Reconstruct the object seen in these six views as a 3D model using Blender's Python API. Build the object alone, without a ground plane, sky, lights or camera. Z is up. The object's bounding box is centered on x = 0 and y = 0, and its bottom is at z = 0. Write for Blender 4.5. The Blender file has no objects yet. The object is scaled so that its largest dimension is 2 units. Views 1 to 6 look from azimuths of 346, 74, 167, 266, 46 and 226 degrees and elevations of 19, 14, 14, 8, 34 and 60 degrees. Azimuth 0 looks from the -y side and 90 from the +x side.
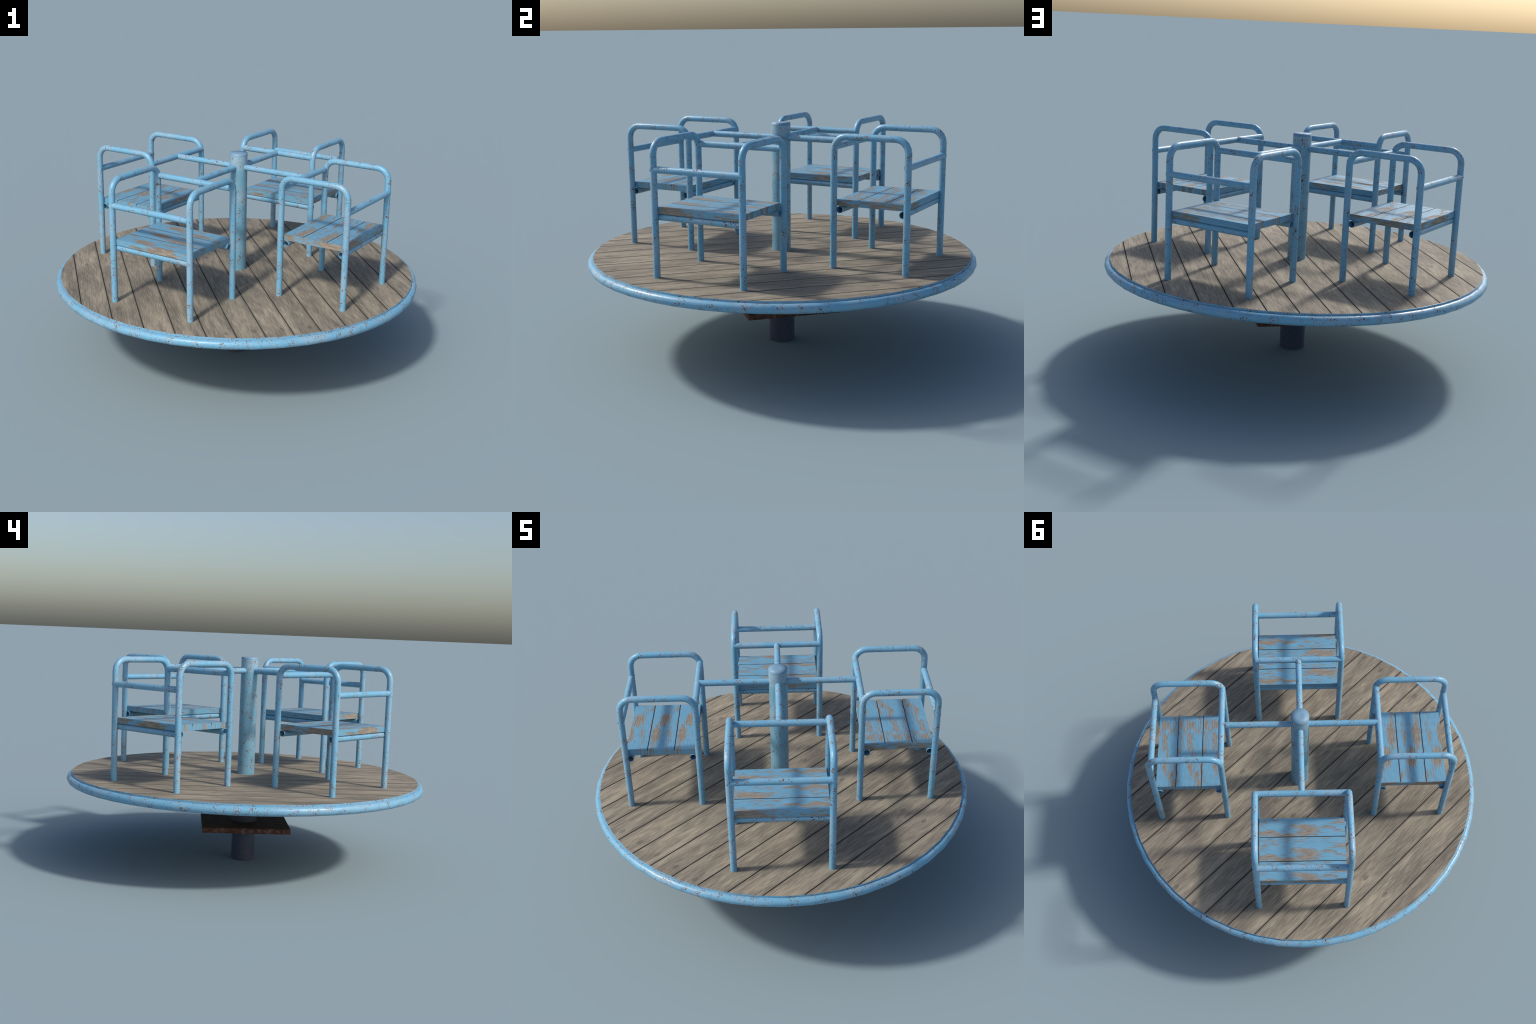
import bpy, bmesh, math
from mathutils import Vector, Matrix

# ------------------------------------------------------------------ sizes (metres)
DECK_R, DECK_TOP = 0.9732, 0.4878
SLAB_BOTTOM = 0.434
BOARD_R = DECK_R - 0.0014           # the painted hoop shows as a thin lip round the boards
PLANK_PITCH, GROOVE = 0.1364, 0.0050
RIM_R, RIM_TUBE, RIM_Z, RIM_SEG = 0.9770, 0.0229, 0.4555, 48
POST_R, POST_TOP = 0.0480, 1.1469
PIPE = 0.0162                      # radius of all bent pipes
LEG_IN, LEG_OUT, HALF_W = 0.4098, 0.7795, 0.2337   # leg places: radial, radial, sideways
HOOP_TOP, BEND, BEND_STEPS = 1.1196, 0.062, 5
GRAB_Z, BACK_Z = 1.0715, 0.9936
SEAT_TOP, SEAT_THICK, SEAT_HALF = 0.8210, 0.0306, 0.2228
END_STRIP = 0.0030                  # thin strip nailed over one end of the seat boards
SEAT_IN, SEAT_OUT = 0.4226, 0.7734
SEAT_GAPS = (0.5312, 0.6680)
SEAT_MID = 0.5996
CARRIER_R = (0.4387, 0.7569)
CARRIER_Z, CARRIER_HALF, CARRIER_PIPE = 0.7735, 0.2308, 0.0168
FOOT_R, COLLAR_R = 0.0668, 0.0722
PLATE_HALF, PLATE_LOW, PLATE_TOP = 0.2430, 0.1904, 0.2195


# ------------------------------------------------------------------ node helpers
class Tree:
    def __init__(self, name):
        self.mat = bpy.data.materials.new(name)
        self.mat.use_nodes = True
        self.nt = self.mat.node_tree
        self.nt.nodes.clear()
        self.out = self.nt.nodes.new("ShaderNodeOutputMaterial")
        self.bsdf = self.nt.nodes.new("ShaderNodeBsdfPrincipled")
        self.nt.links.new(self.bsdf.outputs[0], self.out.inputs[0])

    def put(self, socket, value):
        if value is None:
            return
        if isinstance(value, bpy.types.NodeSocket):
            self.nt.links.new(value, socket)
        else:
            if isinstance(value, tuple) and len(value) == 3 and socket.type == "RGBA":
                value = (*value, 1.0)
            socket.default_value = value

    def coords(self, scale=(1, 1, 1), offset=(0, 0, 0), shift=None):
        tc = self.nt.nodes.new("ShaderNodeTexCoord")
        vec = tc.outputs["Object"]
        if shift is not None:
            vec = self.vmath("ADD", vec, shift)
        m = self.nt.nodes.new("ShaderNodeMapping")
        m.inputs["Scale"].default_value = scale
        m.inputs["Location"].default_value = offset
        self.nt.links.new(vec, m.inputs["Vector"])
        return m.outputs[0]

    def vmath(self, op, a, b):
        n = self.nt.nodes.new("ShaderNodeVectorMath")
        n.operation = op
        self.put(n.inputs[0], a)
        self.put(n.inputs[1], b)
        return n.outputs[0]

    def seed(self, amount=7.0):
        """per-object shift of the texture space"""
        info = self.nt.nodes.new("ShaderNodeObjectInfo")
        c = self.nt.nodes.new("ShaderNodeCombineXYZ")
        k = self.math("MULTIPLY", info.outputs["Random"], amount)
        for i in range(3):
            self.nt.links.new(k, c.inputs[i])
        return c.outputs[0]

    def prop(self, name):
        n = self.nt.nodes.new("ShaderNodeAttribute")
        n.attribute_type = "OBJECT"
        n.attribute_name = '["%s"]' % name
        return n.outputs["Fac"]

    def noise(self, vec, scale, detail=4.0, rough=0.6, distort=0.0):
        n = self.nt.nodes.new("ShaderNodeTexNoise")
        self.nt.links.new(vec, n.inputs["Vector"])
        n.inputs["Scale"].default_value = scale
        n.inputs["Detail"].default_value = detail
        n.inputs["Roughness"].default_value = rough
        n.inputs["Distortion"].default_value = distort
        return n.outputs["Fac"]

    def math(self, op, a, b=0.0, c=None, clamp=False):
        n = self.nt.nodes.new("ShaderNodeMath")
        n.operation = op
        n.use_clamp = clamp
        self.put(n.inputs[0], a)
        self.put(n.inputs[1], b)
        if c is not None:
            self.put(n.inputs[2], c)
        return n.outputs[0]

    def band(self, x, lo, hi):
        """0 below lo, 1 above hi"""
        n = self.nt.nodes.new("ShaderNodeMapRange")
        n.clamp = True
        self.put(n.inputs["Value"], x)
        n.inputs["From Min"].default_value = lo
        n.inputs["From Max"].default_value = hi
        return n.outputs[0]

    def mix(self, fac, a, b, kind="MIX"):
        n = self.nt.nodes.new("ShaderNodeMix")
        n.data_type = "RGBA"
        n.blend_type = kind
        self.put(n.inputs[0], fac)
        self.put(n.inputs[6], a)
        self.put(n.inputs[7], b)
        return n.outputs[2]

    def ramp(self, fac, stops):
        n = self.nt.nodes.new("ShaderNodeValToRGB")
        self.nt.links.new(fac, n.inputs[0])
        e = n.color_ramp.elements
        while len(e) < len(stops):
            e.new(0.5)
        for el, (p, c) in zip(e, stops):
            el.position = p
            el.color = (*c, 1.0)
        return n.outputs[0]

    def xyz(self, vec):
        n = self.nt.nodes.new("ShaderNodeSeparateXYZ")
        self.nt.links.new(vec, n.inputs[0])
        return n.outputs

    def finish(self, color, rough, bump=None, strength=0.2, dist=0.002, metallic=0.0, spec=0.5):
        self.put(self.bsdf.inputs["Base Color"], color)
        self.put(self.bsdf.inputs["Roughness"], rough)
        self.put(self.bsdf.inputs["Metallic"], metallic)
        self.put(self.bsdf.inputs["Specular IOR Level"], spec)
        if bump is not None:
            b = self.nt.nodes.new("ShaderNodeBump")
            b.inputs["Strength"].default_value = strength
            b.inputs["Distance"].default_value = dist
            self.nt.links.new(bump, b.inputs["Height"])
            self.nt.links.new(b.outputs[0], self.bsdf.inputs["Normal"])
        return self.mat


# ------------------------------------------------------------------ materials
PAINT = (0.143, 0.368, 0.533)
PAINT_FADED = (0.245, 0.385, 0.500)
RUST = (0.092, 0.034, 0.015)


def chipped_paint(name, base, faded, chips=1.0, plain_above=None, rust=RUST, halo_color=(0.43, 0.42, 0.39)):
    """gloss paint, sun-faded in patches, chipped to rusty steel in clusters"""
    t = Tree(name)
    s = t.seed()
    v = t.coords(shift=s)
    patch = t.band(t.noise(v, 7.0, 2.0, 0.5), 0.44, 0.66)
    fine = t.noise(v, 60.0, 4.0, 0.6)
    if plain_above is not None:        # sun-bleached, chalky upper end
        high = t.math("ADD", t.xyz(t.coords())[2], t.math("MULTIPLY", t.math("SUBTRACT", t.noise(v, 22.0, 3.0), 0.5), 0.22))
        patch = t.math("MAXIMUM", patch, t.band(high, plain_above - 0.085, plain_above - 0.035))
    col = t.mix(t.math("MULTIPLY", patch, 0.75), base, faded)
    col = t.mix(t.math("MULTIPLY", t.band(fine, 0.35, 0.75), 0.16), col, tuple(min(1, c * 1.35 + .03) for c in base))
    # where chips gather
    cluster = t.noise(v, 26.0, 2.0, 0.5)
    speck = t.noise(v, 175.0, 3.0, 0.62)
    big = t.noise(v, 78.0, 4.0, 0.66)
    field = t.math("ADD", t.math("MULTIPLY", cluster, 0.38), t.math("MULTIPLY", speck, 0.86))
    big_field = t.math("ADD", t.math("MULTIPLY", big, 0.85), t.math("MULTIPLY", cluster, 0.30))
    k = 0.035 * (1.0 - chips)
    if plain_above is not None:
        z = t.xyz(t.coords())[2]
        hide = t.math("MULTIPLY", t.band(z, plain_above - 0.004, plain_above + 0.002), 0.4)
        field = t.math("SUBTRACT", field, hide)
        big_field = t.math("SUBTRACT", big_field, hide)
    chip_a = t.band(field, 0.718 + k, 0.745 + k)
    chip_b = t.band(big_field, 0.728 + k, 0.745 + k)
    halo = t.math("MAXIMUM", t.band(field, 0.682 + k, 0.718 + k), t.band(big_field, 0.708 + k, 0.728 + k))
    core = t.math("MAXIMUM", t.math("MULTIPLY", chip_a, 0.92), chip_b)
    rusty = t.mix(t.band(t.noise(v, 260.0, 2.0, 0.6), 0.40, 0.62), tuple(c * 0.6 for c in rust), (rust[0] * 1.75, rust[1] * 1.9, rust[2] * 2.1))
    tiny = t.band(t.noise(v, 330.0, 1.0, 0.5), 0.665, 0.70)
    col = t.mix(t.math("MULTIPLY", tiny, 0.55), col, tuple(0.62 * r + 0.38 * h for r, h in zip(rust, halo_color)))
    col = t.mix(t.math("MULTIPLY", halo, 0.55), col, halo_color)
    col = t.mix(core, col, rusty)
    rough = t.math("ADD", 0.37, t.math("MULTIPLY", core, 0.45))
    h = t.math("SUBTRACT", t.math("MULTIPLY", fine, 0.12), core)
    return t.finish(col, rough, h, 0.25, 0.0012)


def cap_paint():
    """plain flat lid, faint concentric rings left by the turning tool"""
    t = Tree("post_cap_paint")
    x, y, z = t.xyz(t.coords())
    r = t.math("SQRT", t.math("ADD", t.math("MULTIPLY", x, x), t.math("MULTIPLY", y, y)))
    rings = t.math("SINE", t.math("MULTIPLY", r, 1150.0))
    col = t.mix(t.math("MULTIPLY", t.band(rings, 0.3, 1.0), t.math("MULTIPLY", t.band(r, 0.034, 0.028), 0.22)), (0.165, 0.290, 0.400), (0.34, 0.44, 0.53))
    return t.finish(col, 0.5)


def knot(t, along, across, at_along, at_across, la, lc):
    a = t.math("DIVIDE", t.math("SUBTRACT", along, at_along), la)
    c = t.math("DIVIDE", t.math("SUBTRACT", across, at_across), lc)
    return t.math("SQRT", t.math("ADD", t.math("MULTIPLY", a, a), t.math("MULTIPLY", c, c)))


def weathered_boards():
    """grey-brown deck board, grain along local y, two small knots per board"""
    t = Tree("weathered_deck_wood")
    raw = t.coords()
    x, y, z = t.xyz(raw)
    drift = t.seed(0.35)
    v = t.coords(shift=drift)
    m = t.nt.nodes.new("ShaderNodeMapping")
    m.inputs["Scale"].default_value = (1.0, 0.055, 1.0)
    t.nt.links.new(v, m.inputs["Vector"])
    g = m.outputs[0]
    streak = t.noise(g, 210.0, 4.0, 0.66, 0.1)
    hair = t.noise(g, 330.0, 3.0, 0.6)
    m2 = t.nt.nodes.new("ShaderNodeMapping")
    m2.inputs["Scale"].default_value = (1.0, 0.16, 1.0)
    t.nt.links.new(v, m2.inputs["Vector"])
    broad = t.noise(m2.outputs[0], 22.0, 3.0, 0.55, 0.2)
    tone = t.noise(v, 2.6, 1.0, 0.5)
    col = t.ramp(streak, [(0.30, (0.140, 0.118, 0.089)), (0.46, (0.241, 0.205, 0.155)), (0.56, (0.308, 0.263, 0.197)), (0.72, (0.490, 0.420, 0.308))])  # wood tones lowered overall toward the baked shade on the north-east deck
    col = t.mix(t.math("MULTIPLY", t.band(hair, 0.60, 0.42), 0.42), col, (0.145, 0.127, 0.102))
    col = t.mix(t.band(broad, 0.50, 0.30), col, (0.78, 0.79, 0.80), "MULTIPLY")
    col = t.mix(t.math("MULTIPLY", t.band(broad, 0.50, 0.72), 0.45), col, (0.50, 0.43, 0.32))
    col = t.mix(t.band(tone, 0.60, 0.36), col, (0.84, 0.85, 0.87), "MULTIPLY")
    # knots
    dark = None
    warp = t.math("MULTIPLY", t.math("SUBTRACT", t.noise(v, 55.0, 2.0), 0.5), 0.8)
    for ka, kc in ((-0.889, 0.028), (0.200, -0.004), (0.952, 0.016)):
        d = t.math("ADD", knot(t, y, x, ka, kc, 0.0175, 0.0090), warp)
        ring = t.math("MULTIPLY", t.band(d, 0.45, 0.75), t.band(d, 1.20, 0.95))
        eye = t.band(d, 0.45, 0.15)
        one = t.math("MAXIMUM", t.math("MAXIMUM", t.math("MULTIPLY", ring, 0.62), t.math("MULTIPLY", eye, 0.85)), t.math("MULTIPLY", t.band(d, 1.15, 0.95), 0.38))
        dark = one if dark is None else t.math("MAXIMUM", dark, one)
    col = t.mix(dark, col, (0.085, 0.074, 0.064))
    # soft groove shading painted onto the board tops beside each joint
    edge = t.band(t.math("ABSOLUTE", x), PLANK_PITCH / 2 - 0.013, PLANK_PITCH / 2 - 0.002)
    col = t.mix(t.math("MULTIPLY", edge, 0.52), col, (0.10, 0.088, 0.075))
    return t.finish(col, 0.75, streak, 0.22, 0.0015, spec=0.35)


def plain(name, color, rough=0.8):
    t = Tree(name)
    return t.finish(color, rough)


def peeling_seat(name, thick_scale):
    """blue paint peeling off along the grain (local x); bare brown wood below"""
    t = Tree(name)
    shift = t.nt.nodes.new("ShaderNodeCombineXYZ")
    t.put(shift.inputs[0], t.prop("wear_shift"))
    t.put(shift.inputs[1], t.math("MULTIPLY", t.prop("wear_shift"), 1.7))
    raw = t.coords()
    x, y, z = t.xyz(raw)
    v = t.coords(shift=shift.outputs[0])
    m = t.nt.nodes.new("ShaderNodeMapping")
    m.inputs["Scale"].default_value = (0.11, 1.0, thick_scale)
    t.nt.links.new(v, m.inputs["Vector"])
    g = m.outputs[0]
    m2 = t.nt.nodes.new("ShaderNodeMapping")
    m2.inputs["Scale"].default_value = (0.30, 1.0, thick_scale)
    t.nt.links.new(v, m2.inputs["Vector"])
    grain = t.noise(g, 190.0, 4.0, 0.65, 0.2)
    flake = t.noise(g, 165.0, 6.0, 0.70, 0.1)
    spread = t.noise(m2.outputs[0], 24.0, 3.0, 0.55)
    wear = None
    for tag, lx, ly in (("a", 0.085, 0.030), ("b", 0.060, 0.026)):
        d = knot(t, x, y, t.prop("wear_%s_along" % tag), t.prop("wear_%s_across" % tag), lx, ly)
        one = t.band(d, 1.7, 0.2)
        wear = one if wear is None else t.math("MAXIMUM", wear, one)
    f = t.math("ADD", t.math("MULTIPLY", flake, 0.55), t.math("MULTIPLY", spread, 0.50))
    f = t.math("ADD", f, t.math("MULTIPLY", wear, 0.105))
    bare = t.band(f, 0.567, 0.580)
    paint = t.mix(t.band(grain, 0.30, 0.72), (0.100, 0.265, 0.390), (0.155, 0.350, 0.490))
    paint = t.mix(t.math("MULTIPLY", t.band(t.noise(v, 14.0, 2.0), 0.45, 0.7), 0.35), paint, (0.18, 0.35, 0.48))
    wood = t.ramp(grain, [(0.28, (0.120, 0.100, 0.078)), (0.48, (0.225, 0.188, 0.146)), (0.72, (0.360, 0.306, 0.240))])
    lip = t.math("MULTIPLY", t.band(f, 0.556, 0.567), t.band(f, 0.600, 0.580))
    wood = t.mix(t.math("MULTIPLY", lip, 0.5), wood, (0.24, 0.175, 0.125))
    col = t.mix(bare, paint, wood)
    h = t.math("SUBTRACT", t.math("MULTIPLY", grain, 1.0), t.math("MULTIPLY", bare, 0.45))
    rough = t.math("ADD", 0.50, t.math("MULTIPLY", bare, 0.28))
    return t.finish(col, rough, h, 0.45, 0.0022)


def rusty_steel():
    t = Tree("rusty_steel_plate")
    v = t.coords()
    a = t.noise(v, 38.0, 5.0, 0.65)
    b = t.noise(v, 42.0, 4.0, 0.6)
    col = t.ramp(a, [(0.30, (0.050, 0.024, 0.016)), (0.50, (0.105, 0.042, 0.025)), (0.70, (0.170, 0.076, 0.047))])
    col = t.mix(t.math("MULTIPLY", t.band(b, 0.54, 0.60), 0.7), col, (0.19, 0.145, 0.130))
    return t.finish(col, 0.85, a, 0.4, 0.003, spec=0.3)


M_TUBE = chipped_paint("chipped_blue_paint", PAINT, PAINT_FADED)
M_POST = chipped_paint("chipped_blue_post_paint", (0.145, 0.345, 0.465), (0.300, 0.415, 0.490), chips=1.25, plain_above=1.131)
M_RIM = chipped_paint("chipped_blue_rim_paint", PAINT, PAINT_FADED, chips=1.2)
M_CAP = cap_paint()
M_WOOD = weathered_boards()
M_DARK = plain("groove_painted_shadow", (0.034, 0.034, 0.033), 0.95)  # near-black colour draws the shadow inside the plank joints
M_UNDER = plain("underside_boards", (0.16, 0.135, 0.11), 0.85)
M_SEAT = peeling_seat("peeling_seat_paint", 1.0)
M_SEAT_END = peeling_seat("peeling_seat_end_paint", 0.06)
M_FOOT = chipped_paint("slate_blue_foot_paint", (0.046, 0.052, 0.096), (0.082, 0.074, 0.098), chips=1.6, rust=(0.040, 0.03, 0.02), halo_color=(0.05, 0.15, 0.20))
M_PLATE = rusty_steel()


def grey_brown_steel():
    """dark grey-brown, streaky flat of the plate"""
    t = Tree("grey_brown_steel_plate")
    a = t.noise(t.coords((1, 0.3, 1)), 60.0, 5.0, 0.65)
    col = t.ramp(a, [(0.35, (0.062, 0.040, 0.028)), (0.55, (0.105, 0.076, 0.060)), (0.72, (0.155, 0.130, 0.115))])
    return t.finish(col, 0.8, a, 0.3, 0.002, spec=0.3)


M_PLATE_FLAT = grey_brown_steel()


# ------------------------------------------------------------------ mesh helpers
def new_object(name, mesh, parent=None, mats=(), matrix=None):
    for m in mats:
        mesh.materials.append(m)
    o = bpy.data.objects.new(name, mesh)
    bpy.context.scene.collection.objects.link(o)
    if parent is not None:
        o.parent = parent
    if matrix is not None:
        o.matrix_local = matrix
    return o


def mesh_from(bm, name, smooth=True, angle=40):
    bmesh.ops.recalc_face_normals(bm, faces=bm.faces)
    me = bpy.data.meshes.new(name)
    for f in bm.faces:
        f.smooth = smooth
    if smooth:
        for e in bm.edges:
            if len(e.link_faces) == 2 and e.calc_face_angle(0) > math.radians(angle):
                e.smooth = False
    bm.to_mesh(me)
    bm.free()
    return me


def sweep(bm, path, radius, side, sides=16, caps=True):
    """pipe along a plane polyline; `side` is the normal of the bending plane"""
    rings = []
    for i, p in enumerate(path):
        d0 = (p - path[i - 1]).normalized() if i else (path[1] - p).normalized()
        d1 = (path[i + 1] - p).normalized() if i < len(path) - 1 else d0
        t = (d0 + d1).normalized()
        n = t.cross(side).normalized()
        stretch = 1.0 / max(0.2, t.dot(d0))
        rings.append([bm.verts.new(p + side * (radius * math.sin(a)) + n * (radius * stretch * math.cos(a))) for a in (math.tau * k / sides for k in range(sides))])
    for a, b in zip(rings, rings[1:]):
        for k in range(sides):
            bm.faces.new((a[k], a[(k + 1) % sides], b[(k + 1) % sides], b[k]))
    if caps:
        bm.faces.new(rings[0])
        bm.faces.new(rings[-1])


def hollow_pipe(bm, half, radius, wall, sides=16):
    """open-ended straight pipe along x with a real bore"""
    loops = []
    for x, r in ((-half, radius), (half, radius), (half, radius - wall), (-half, radius - wall)):
        loops.append([bm.verts.new((x, r * math.cos(a), r * math.sin(a))) for a in (math.tau * k / sides for k in range(sides))])
    for i in range(4):
        a, b = loops[i], loops[(i + 1) % 4]
        for k in range(sides):
            bm.faces.new((a[k], a[(k + 1) % sides], b[(k + 1) % sides], b[k]))


def lathe(bm, profile, seg, close=False):
    """turn a list of (r, z) round the z axis"""
    rings = []
    for r, z in profile:
        if r < 1e-6:
            rings.append([bm.verts.new((0, 0, z))])
        else:
            rings.append([bm.verts.new((r * math.cos(a), r * math.sin(a), z)) for a in (math.tau * k / seg for k in range(seg))])
    pairs = list(zip(rings, rings[1:])) + ([(rings[-1], rings[0])] if close else [])
    for a, b in pairs:
        for k in range(seg):
            j = (k + 1) % seg
            quad = [a[k % len(a)], a[j % len(a)], b[j % len(b)], b[k % len(b)]]
            face = []
            for q in quad:
                if q not in face:
                    face.append(q)
            if len(face) > 2:
                bm.faces.new(face)


def straight_pipe(half, radius=PIPE, name="pipe"):
    bm = bmesh.new()
    sweep(bm, [Vector((-half, 0, 0)), Vector((half, 0, 0))], radius, Vector((0, 1, 0)))
    return mesh_from(bm, name)


# ------------------------------------------------------------------ the carousel
root = bpy.data.objects.new("playground_carousel", None)
bpy.context.scene.collection.objects.link(root)
root.empty_display_size = 0.3
root["label"] = "weathered blue playground merry-go-round with four seats and plank deck"
root["category"] = "merry-go-round"

# deck slab: the blue-painted hoop that shows above the rim, painted groove shadow below the boards
bm = bmesh.new()
lathe(bm, [(0, DECK_TOP - 0.0045), (BOARD_R + 0.0002, DECK_TOP - 0.0045), (BOARD_R + 0.0002, DECK_TOP - 0.0008),
           (DECK_R, DECK_TOP - 0.0012), (DECK_R, SLAB_BOTTOM), (0, SLAB_BOTTOM)], RIM_SEG)
me = mesh_from(bm, "deck")
deck = new_object("deck", me, root, (M_RIM, M_DARK, M_UNDER))
for f in me.polygons:
    r = math.hypot(f.center.x, f.center.y)
    if f.normal.z > 0.9 and f.center.z < DECK_TOP - 0.002:
        f.material_index = 1
    elif f.normal.z < -0.9:
        f.material_index = 2


def disc_half(x):
    """half chord of the many-sided deck at offset x"""
    best = 0.0
    for k in range(RIM_SEG):
        a, b = math.tau * k / RIM_SEG, math.tau * (k + 1) / RIM_SEG
        ax, ay, bx, by = BOARD_R * math.cos(a), BOARD_R * math.sin(a), BOARD_R * math.cos(b), BOARD_R * math.sin(b)
        if min(ax, bx) - 1e-9 <= x <= max(ax, bx) + 1e-9 and abs(ax - bx) > 1e-9:
            best = max(best, abs(ay + (by - ay) * (x - ax) / (bx - ax)))
    return best


corners = sorted({round(BOARD_R * math.cos(math.tau * k / RIM_SEG), 6) for k in range(RIM_SEG)})
for k in range(-7, 8):
    mid = k * PLANK_PITCH
    x0, x1 = mid - (PLANK_PITCH - GROOVE) / 2, mid + (PLANK_PITCH - GROOVE) / 2
    x0, x1 = max(x0, -BOARD_R + 0.0005), min(x1, BOARD_R - 0.0005)
    xs = [x0] + [c for c in corners if x0 + 1e-4 < c < x1 - 1e-4] + [x1]
    ring = [(x, disc_half(x)) for x in xs] + [(x, -disc_half(x)) for x in reversed(xs)]
    bm = bmesh.new()
    top = [bm.verts.new((x - mid, y, DECK_TOP)) for x, y in ring]
    low = [bm.verts.new((x - mid, y, DECK_TOP - 0.0043)) for x, y in ring]
    bm.faces.new(top)
    bm.faces.new(low)
    for i in range(len(ring)):
        j = (i + 1) % len(ring)
        bm.faces.new((top[i], top[j], low[j], low[i]))
    me = mesh_from(bm, "deck_plank", smooth=False)
    plank = new_object("deck_plank", me, deck, (M_WOOD, M_DARK), Matrix.Translation((mid, 0, 0)))
    for f in me.polygons:
        if abs(f.normal.z) < 0.5 and abs(f.normal.x) > 0.999 and abs(f.center.x + mid) < 0.93:
            f.material_index = 1

# rim tube
bm = bmesh.new()
lathe(bm, [(RIM_R + RIM_TUBE * math.cos(a), RIM_Z + RIM_TUBE * math.sin(a)) for a in (math.tau * k / 14 for k in range(14))], RIM_SEG, close=True)
new_object("rim_tube", mesh_from(bm, "rim_tube"), root, (M_RIM,))

# hub post with its lid
bm = bmesh.new()
lathe(bm, [(0, DECK_TOP - 0.02), (POST_R, DECK_TOP - 0.02), (POST_R, POST_TOP - 0.0145)], 24)
post = new_object("hub_post", mesh_from(bm, "hub_post"), root, (M_POST,))
bm = bmesh.new()
lathe(bm, [(0, POST_TOP), (0.016, POST_TOP), (POST_R, POST_TOP), (POST_R, POST_TOP - 0.0145)], 24)
new_object("post_cap", mesh_from(bm, "post_cap", angle=180), post, (M_CAP,))

# foot, collar and square steel plate below the deck
bm = bmesh.new()
lathe(bm, [(0, 0), (FOOT_R, 0), (FOOT_R, PLATE_LOW), (0, PLATE_LOW)], 24)
new_object("ground_post", mesh_from(bm, "ground_post"), root, (M_FOOT,))
bm = bmesh.new()
lathe(bm, [(0, PLATE_TOP), (COLLAR_R, PLATE_TOP), (COLLAR_R, SLAB_BOTTOM), (0, SLAB_BOTTOM)], 24)
new_object("bearing_collar", mesh_from(bm, "bearing_collar"), root, (M_FOOT,))
bm = bmesh.new()
bmesh.ops.create_cube(bm, size=1.0, matrix=Matrix.Translation((0, 0, (PLATE_LOW + PLATE_TOP) / 2)) @ Matrix.Diagonal((2 * PLATE_HALF, 2 * PLATE_HALF, PLATE_TOP - PLATE_LOW, 1)))
bmesh.ops.bevel(bm, geom=list(bm.edges), offset=0.0012, segments=1, affect="EDGES")
me = mesh_from(bm, "base_plate", smooth=False)
new_object("base_plate", me, root, (M_PLATE, M_PLATE_FLAT))
for f in me.polygons:
    if abs(f.normal.z) > 0.9:
        f.material_index = 1

# ---- shared chair meshes; chair space: x sideways, y outward from the hub, z up
bm = bmesh.new()
for s in (-1, 1):
    path = [Vector((s * HALF_W, LEG_IN, DECK_TOP - 0.004))]
    for cy, a0 in ((LEG_IN + BEND, math.pi), (LEG_OUT - BEND, math.pi / 2)):
        for k in range(BEND_STEPS + 1):
            a = a0 - k * math.pi / 2 / BEND_STEPS
            path.append(Vector((s * HALF_W, cy + BEND * math.cos(a), HOOP_TOP - BEND + BEND * math.sin(a))))
    path.append(Vector((s * HALF_W, LEG_OUT, DECK_TOP - 0.004)))
    sweep(bm, path, PIPE, Vector((1, 0, 0)))
hoop_mesh = mesh_from(bm, "chair")
hoop_mesh.materials.append(M_TUBE)
grab_mesh = straight_pipe(HALF_W + 0.002, PIPE, "grab_bar")
back_mesh = straight_pipe(HALF_W + 0.010, PIPE, "back_bar")
bm = bmesh.new()
hollow_pipe(bm, CARRIER_HALF, CARRIER_PIPE, 0.0013)
carrier_mesh = mesh_from(bm, "seat_carrier")
spoke_len = LEG_IN - 0.030
bm = bmesh.new()
sweep(bm, [Vector((0, 0.030, 0)), Vector((0, LEG_IN, 0))], PIPE, Vector((1, 0, 0)))
spoke_mesh = mesh_from(bm, "spoke")
for m in (grab_mesh, back_mesh, carrier_mesh, spoke_mesh):
    m.materials.append(M_TUBE)

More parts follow.
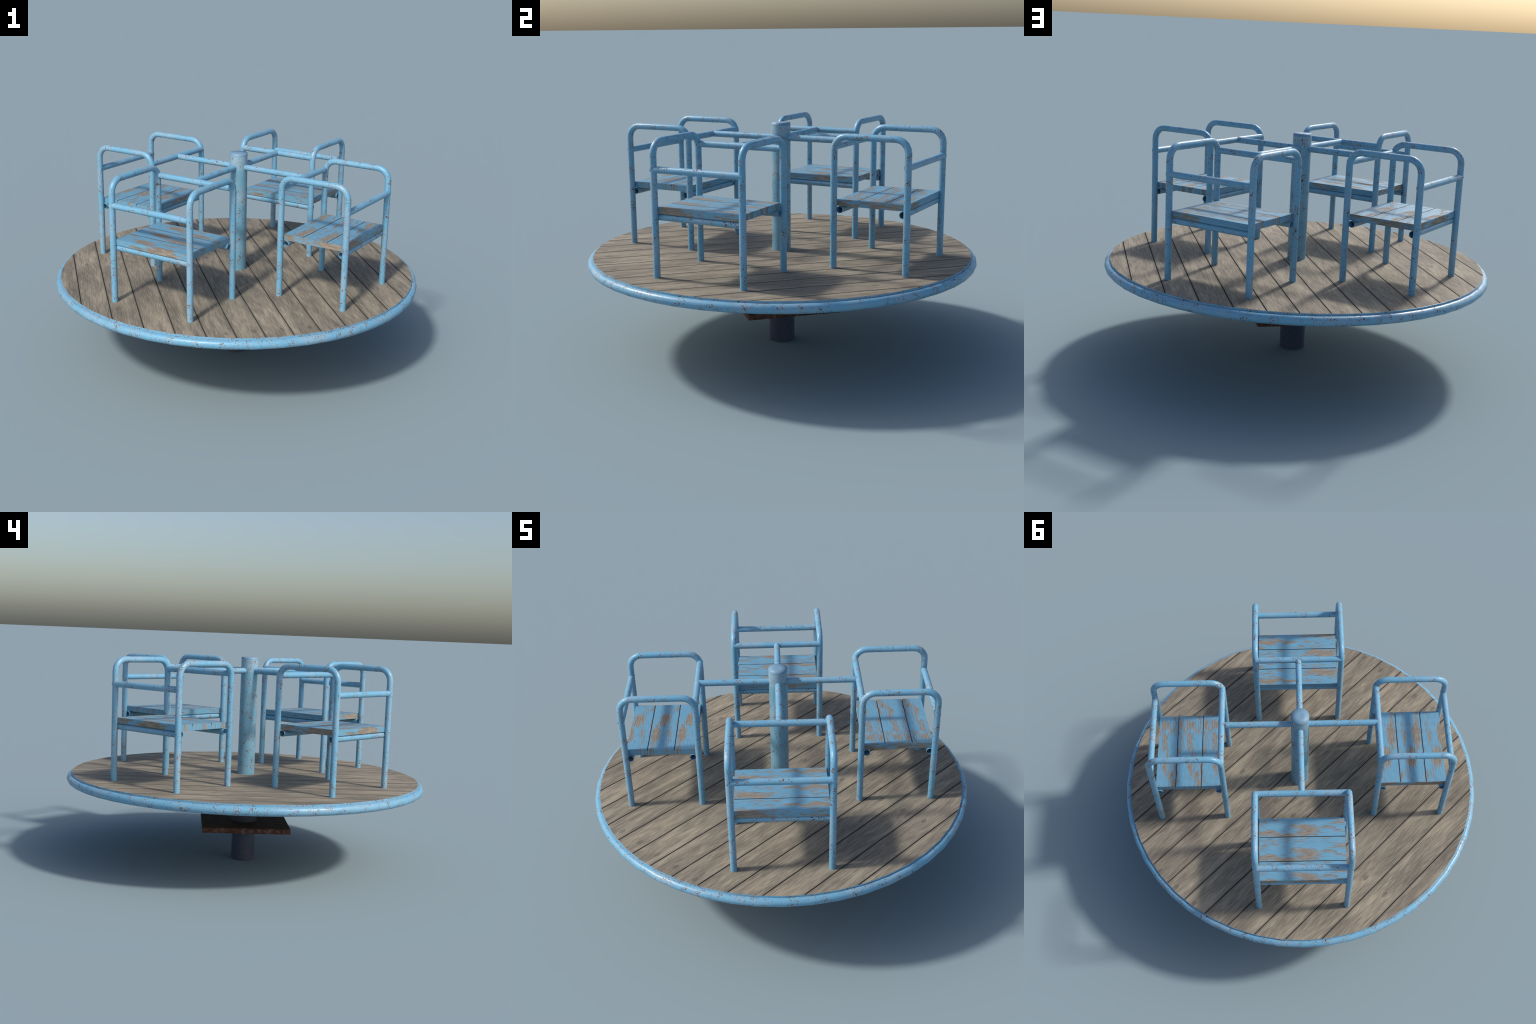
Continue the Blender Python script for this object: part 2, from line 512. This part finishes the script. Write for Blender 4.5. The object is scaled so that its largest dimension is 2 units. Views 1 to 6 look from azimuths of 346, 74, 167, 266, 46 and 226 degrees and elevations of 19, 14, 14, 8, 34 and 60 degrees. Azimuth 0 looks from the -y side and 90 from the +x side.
edges = (SEAT_IN,) + SEAT_GAPS + (SEAT_OUT,)
seat_meshes = []
for i in range(3):
    origin = SEAT_MID + (i - 1) * 0.1368            # every board carries the same wear, cut to width
    y0 = edges[i] + (0.0022 if i else 0) - origin
    y1 = edges[i + 1] - (0.0022 if i < 2 else 0) - origin
    # rebated board: the joint is open on top, closed by the lower half
    lap0, lap1 = (0.0021 if i else 0.0), (0.0021 if i < 2 else 0.0)
    half_z = -0.007
    prof = [(y0, 0), (y1, 0), (y1, half_z), (y1 + lap1, half_z), (y1 + lap1, -SEAT_THICK), (y0 - lap0, -SEAT_THICK), (y0 - lap0, half_z), (y0, half_z)]
    prof = [p for k, p in enumerate(prof) if p != prof[k - 1]]
    bm = bmesh.new()
    ends = [[bm.verts.new((x, y, z)) for y, z in prof] for x in (-SEAT_HALF, SEAT_HALF - END_STRIP)]
    for e in ends:
        bm.faces.new(e)
    for k in range(len(prof)):
        bm.faces.new((ends[0][k], ends[0][k - 1], ends[1][k - 1], ends[1][k]))
    me = mesh_from(bm, "seat_plank", smooth=False)
    for m in (M_SEAT, M_SEAT_END, M_DARK):
        me.materials.append(m)
    for f in me.polygons:
        if abs(f.normal.x) > 0.9:
            f.material_index = 1
        elif f.normal.y * (i - 1) < -0.9 or (i == 1 and abs(f.normal.y) > 0.9):
            f.material_index = 2
    seat_meshes.append((origin, me))

bm = bmesh.new()
run = SEAT_OUT - SEAT_IN
bmesh.ops.create_cube(bm, size=1.0, matrix=Matrix.Diagonal((run - 0.0006, END_STRIP - 0.0002, SEAT_THICK - 0.0006, 1)))
strip_mesh = mesh_from(bm, "end_strip", smooth=False)
strip_mesh.materials.append(M_SEAT)

# wear per chair: two bald patches (along, across) and a texture shift
WEAR = {45: (-0.12, 0.028, 0.15, -0.030, 0.9), 135: (0.00, 0.036, -0.17, 0.050, 2.3),
        225: (0.07, 0.035, -0.05, 0.000, 4.1), 315: (-0.16, 0.035, 0.12, -0.010, 5.7)}
for heading, (aa, ac, ba, bc, shift) in WEAR.items():
    # local y -> outward, local x -> clockwise side seen from above
    turn = Matrix.Rotation(math.radians(heading - 90), 4, "Z")
    chair = new_object("chair", hoop_mesh, root, (), turn)
    for name, mesh, y, z in (("grab_bar", grab_mesh, LEG_IN, GRAB_Z), ("back_bar", back_mesh, LEG_OUT, BACK_Z),
                             ("seat_carrier", carrier_mesh, CARRIER_R[0], CARRIER_Z), ("seat_carrier", carrier_mesh, CARRIER_R[1], CARRIER_Z)):
        new_object(name, mesh, chair, (), Matrix.Translation((0, y, z)))
    for origin, mesh in seat_meshes:
        o = new_object("seat_plank", mesh, chair, (), Matrix.Translation((0, origin, SEAT_TOP)))
        o["wear_a_along"], o["wear_a_across"] = -aa, ac
        o["wear_b_along"], o["wear_b_across"] = -ba, bc
        o["wear_shift"] = shift
    o = new_object("end_strip", strip_mesh, chair, (), Matrix.Translation((SEAT_HALF - END_STRIP / 2 + 0.0001, (SEAT_IN + SEAT_OUT) / 2, SEAT_TOP - SEAT_THICK / 2)) @ Matrix.Rotation(math.pi / 2, 4, "Z"))
    o["wear_a_along"], o["wear_a_across"] = 0.09, 0.0
    o["wear_b_along"], o["wear_b_across"] = -0.12, 0.0
    o["wear_shift"] = shift + 0.6
    new_object("spoke", spoke_mesh, root, (), turn @ Matrix.Translation((0, 0, GRAB_Z)))
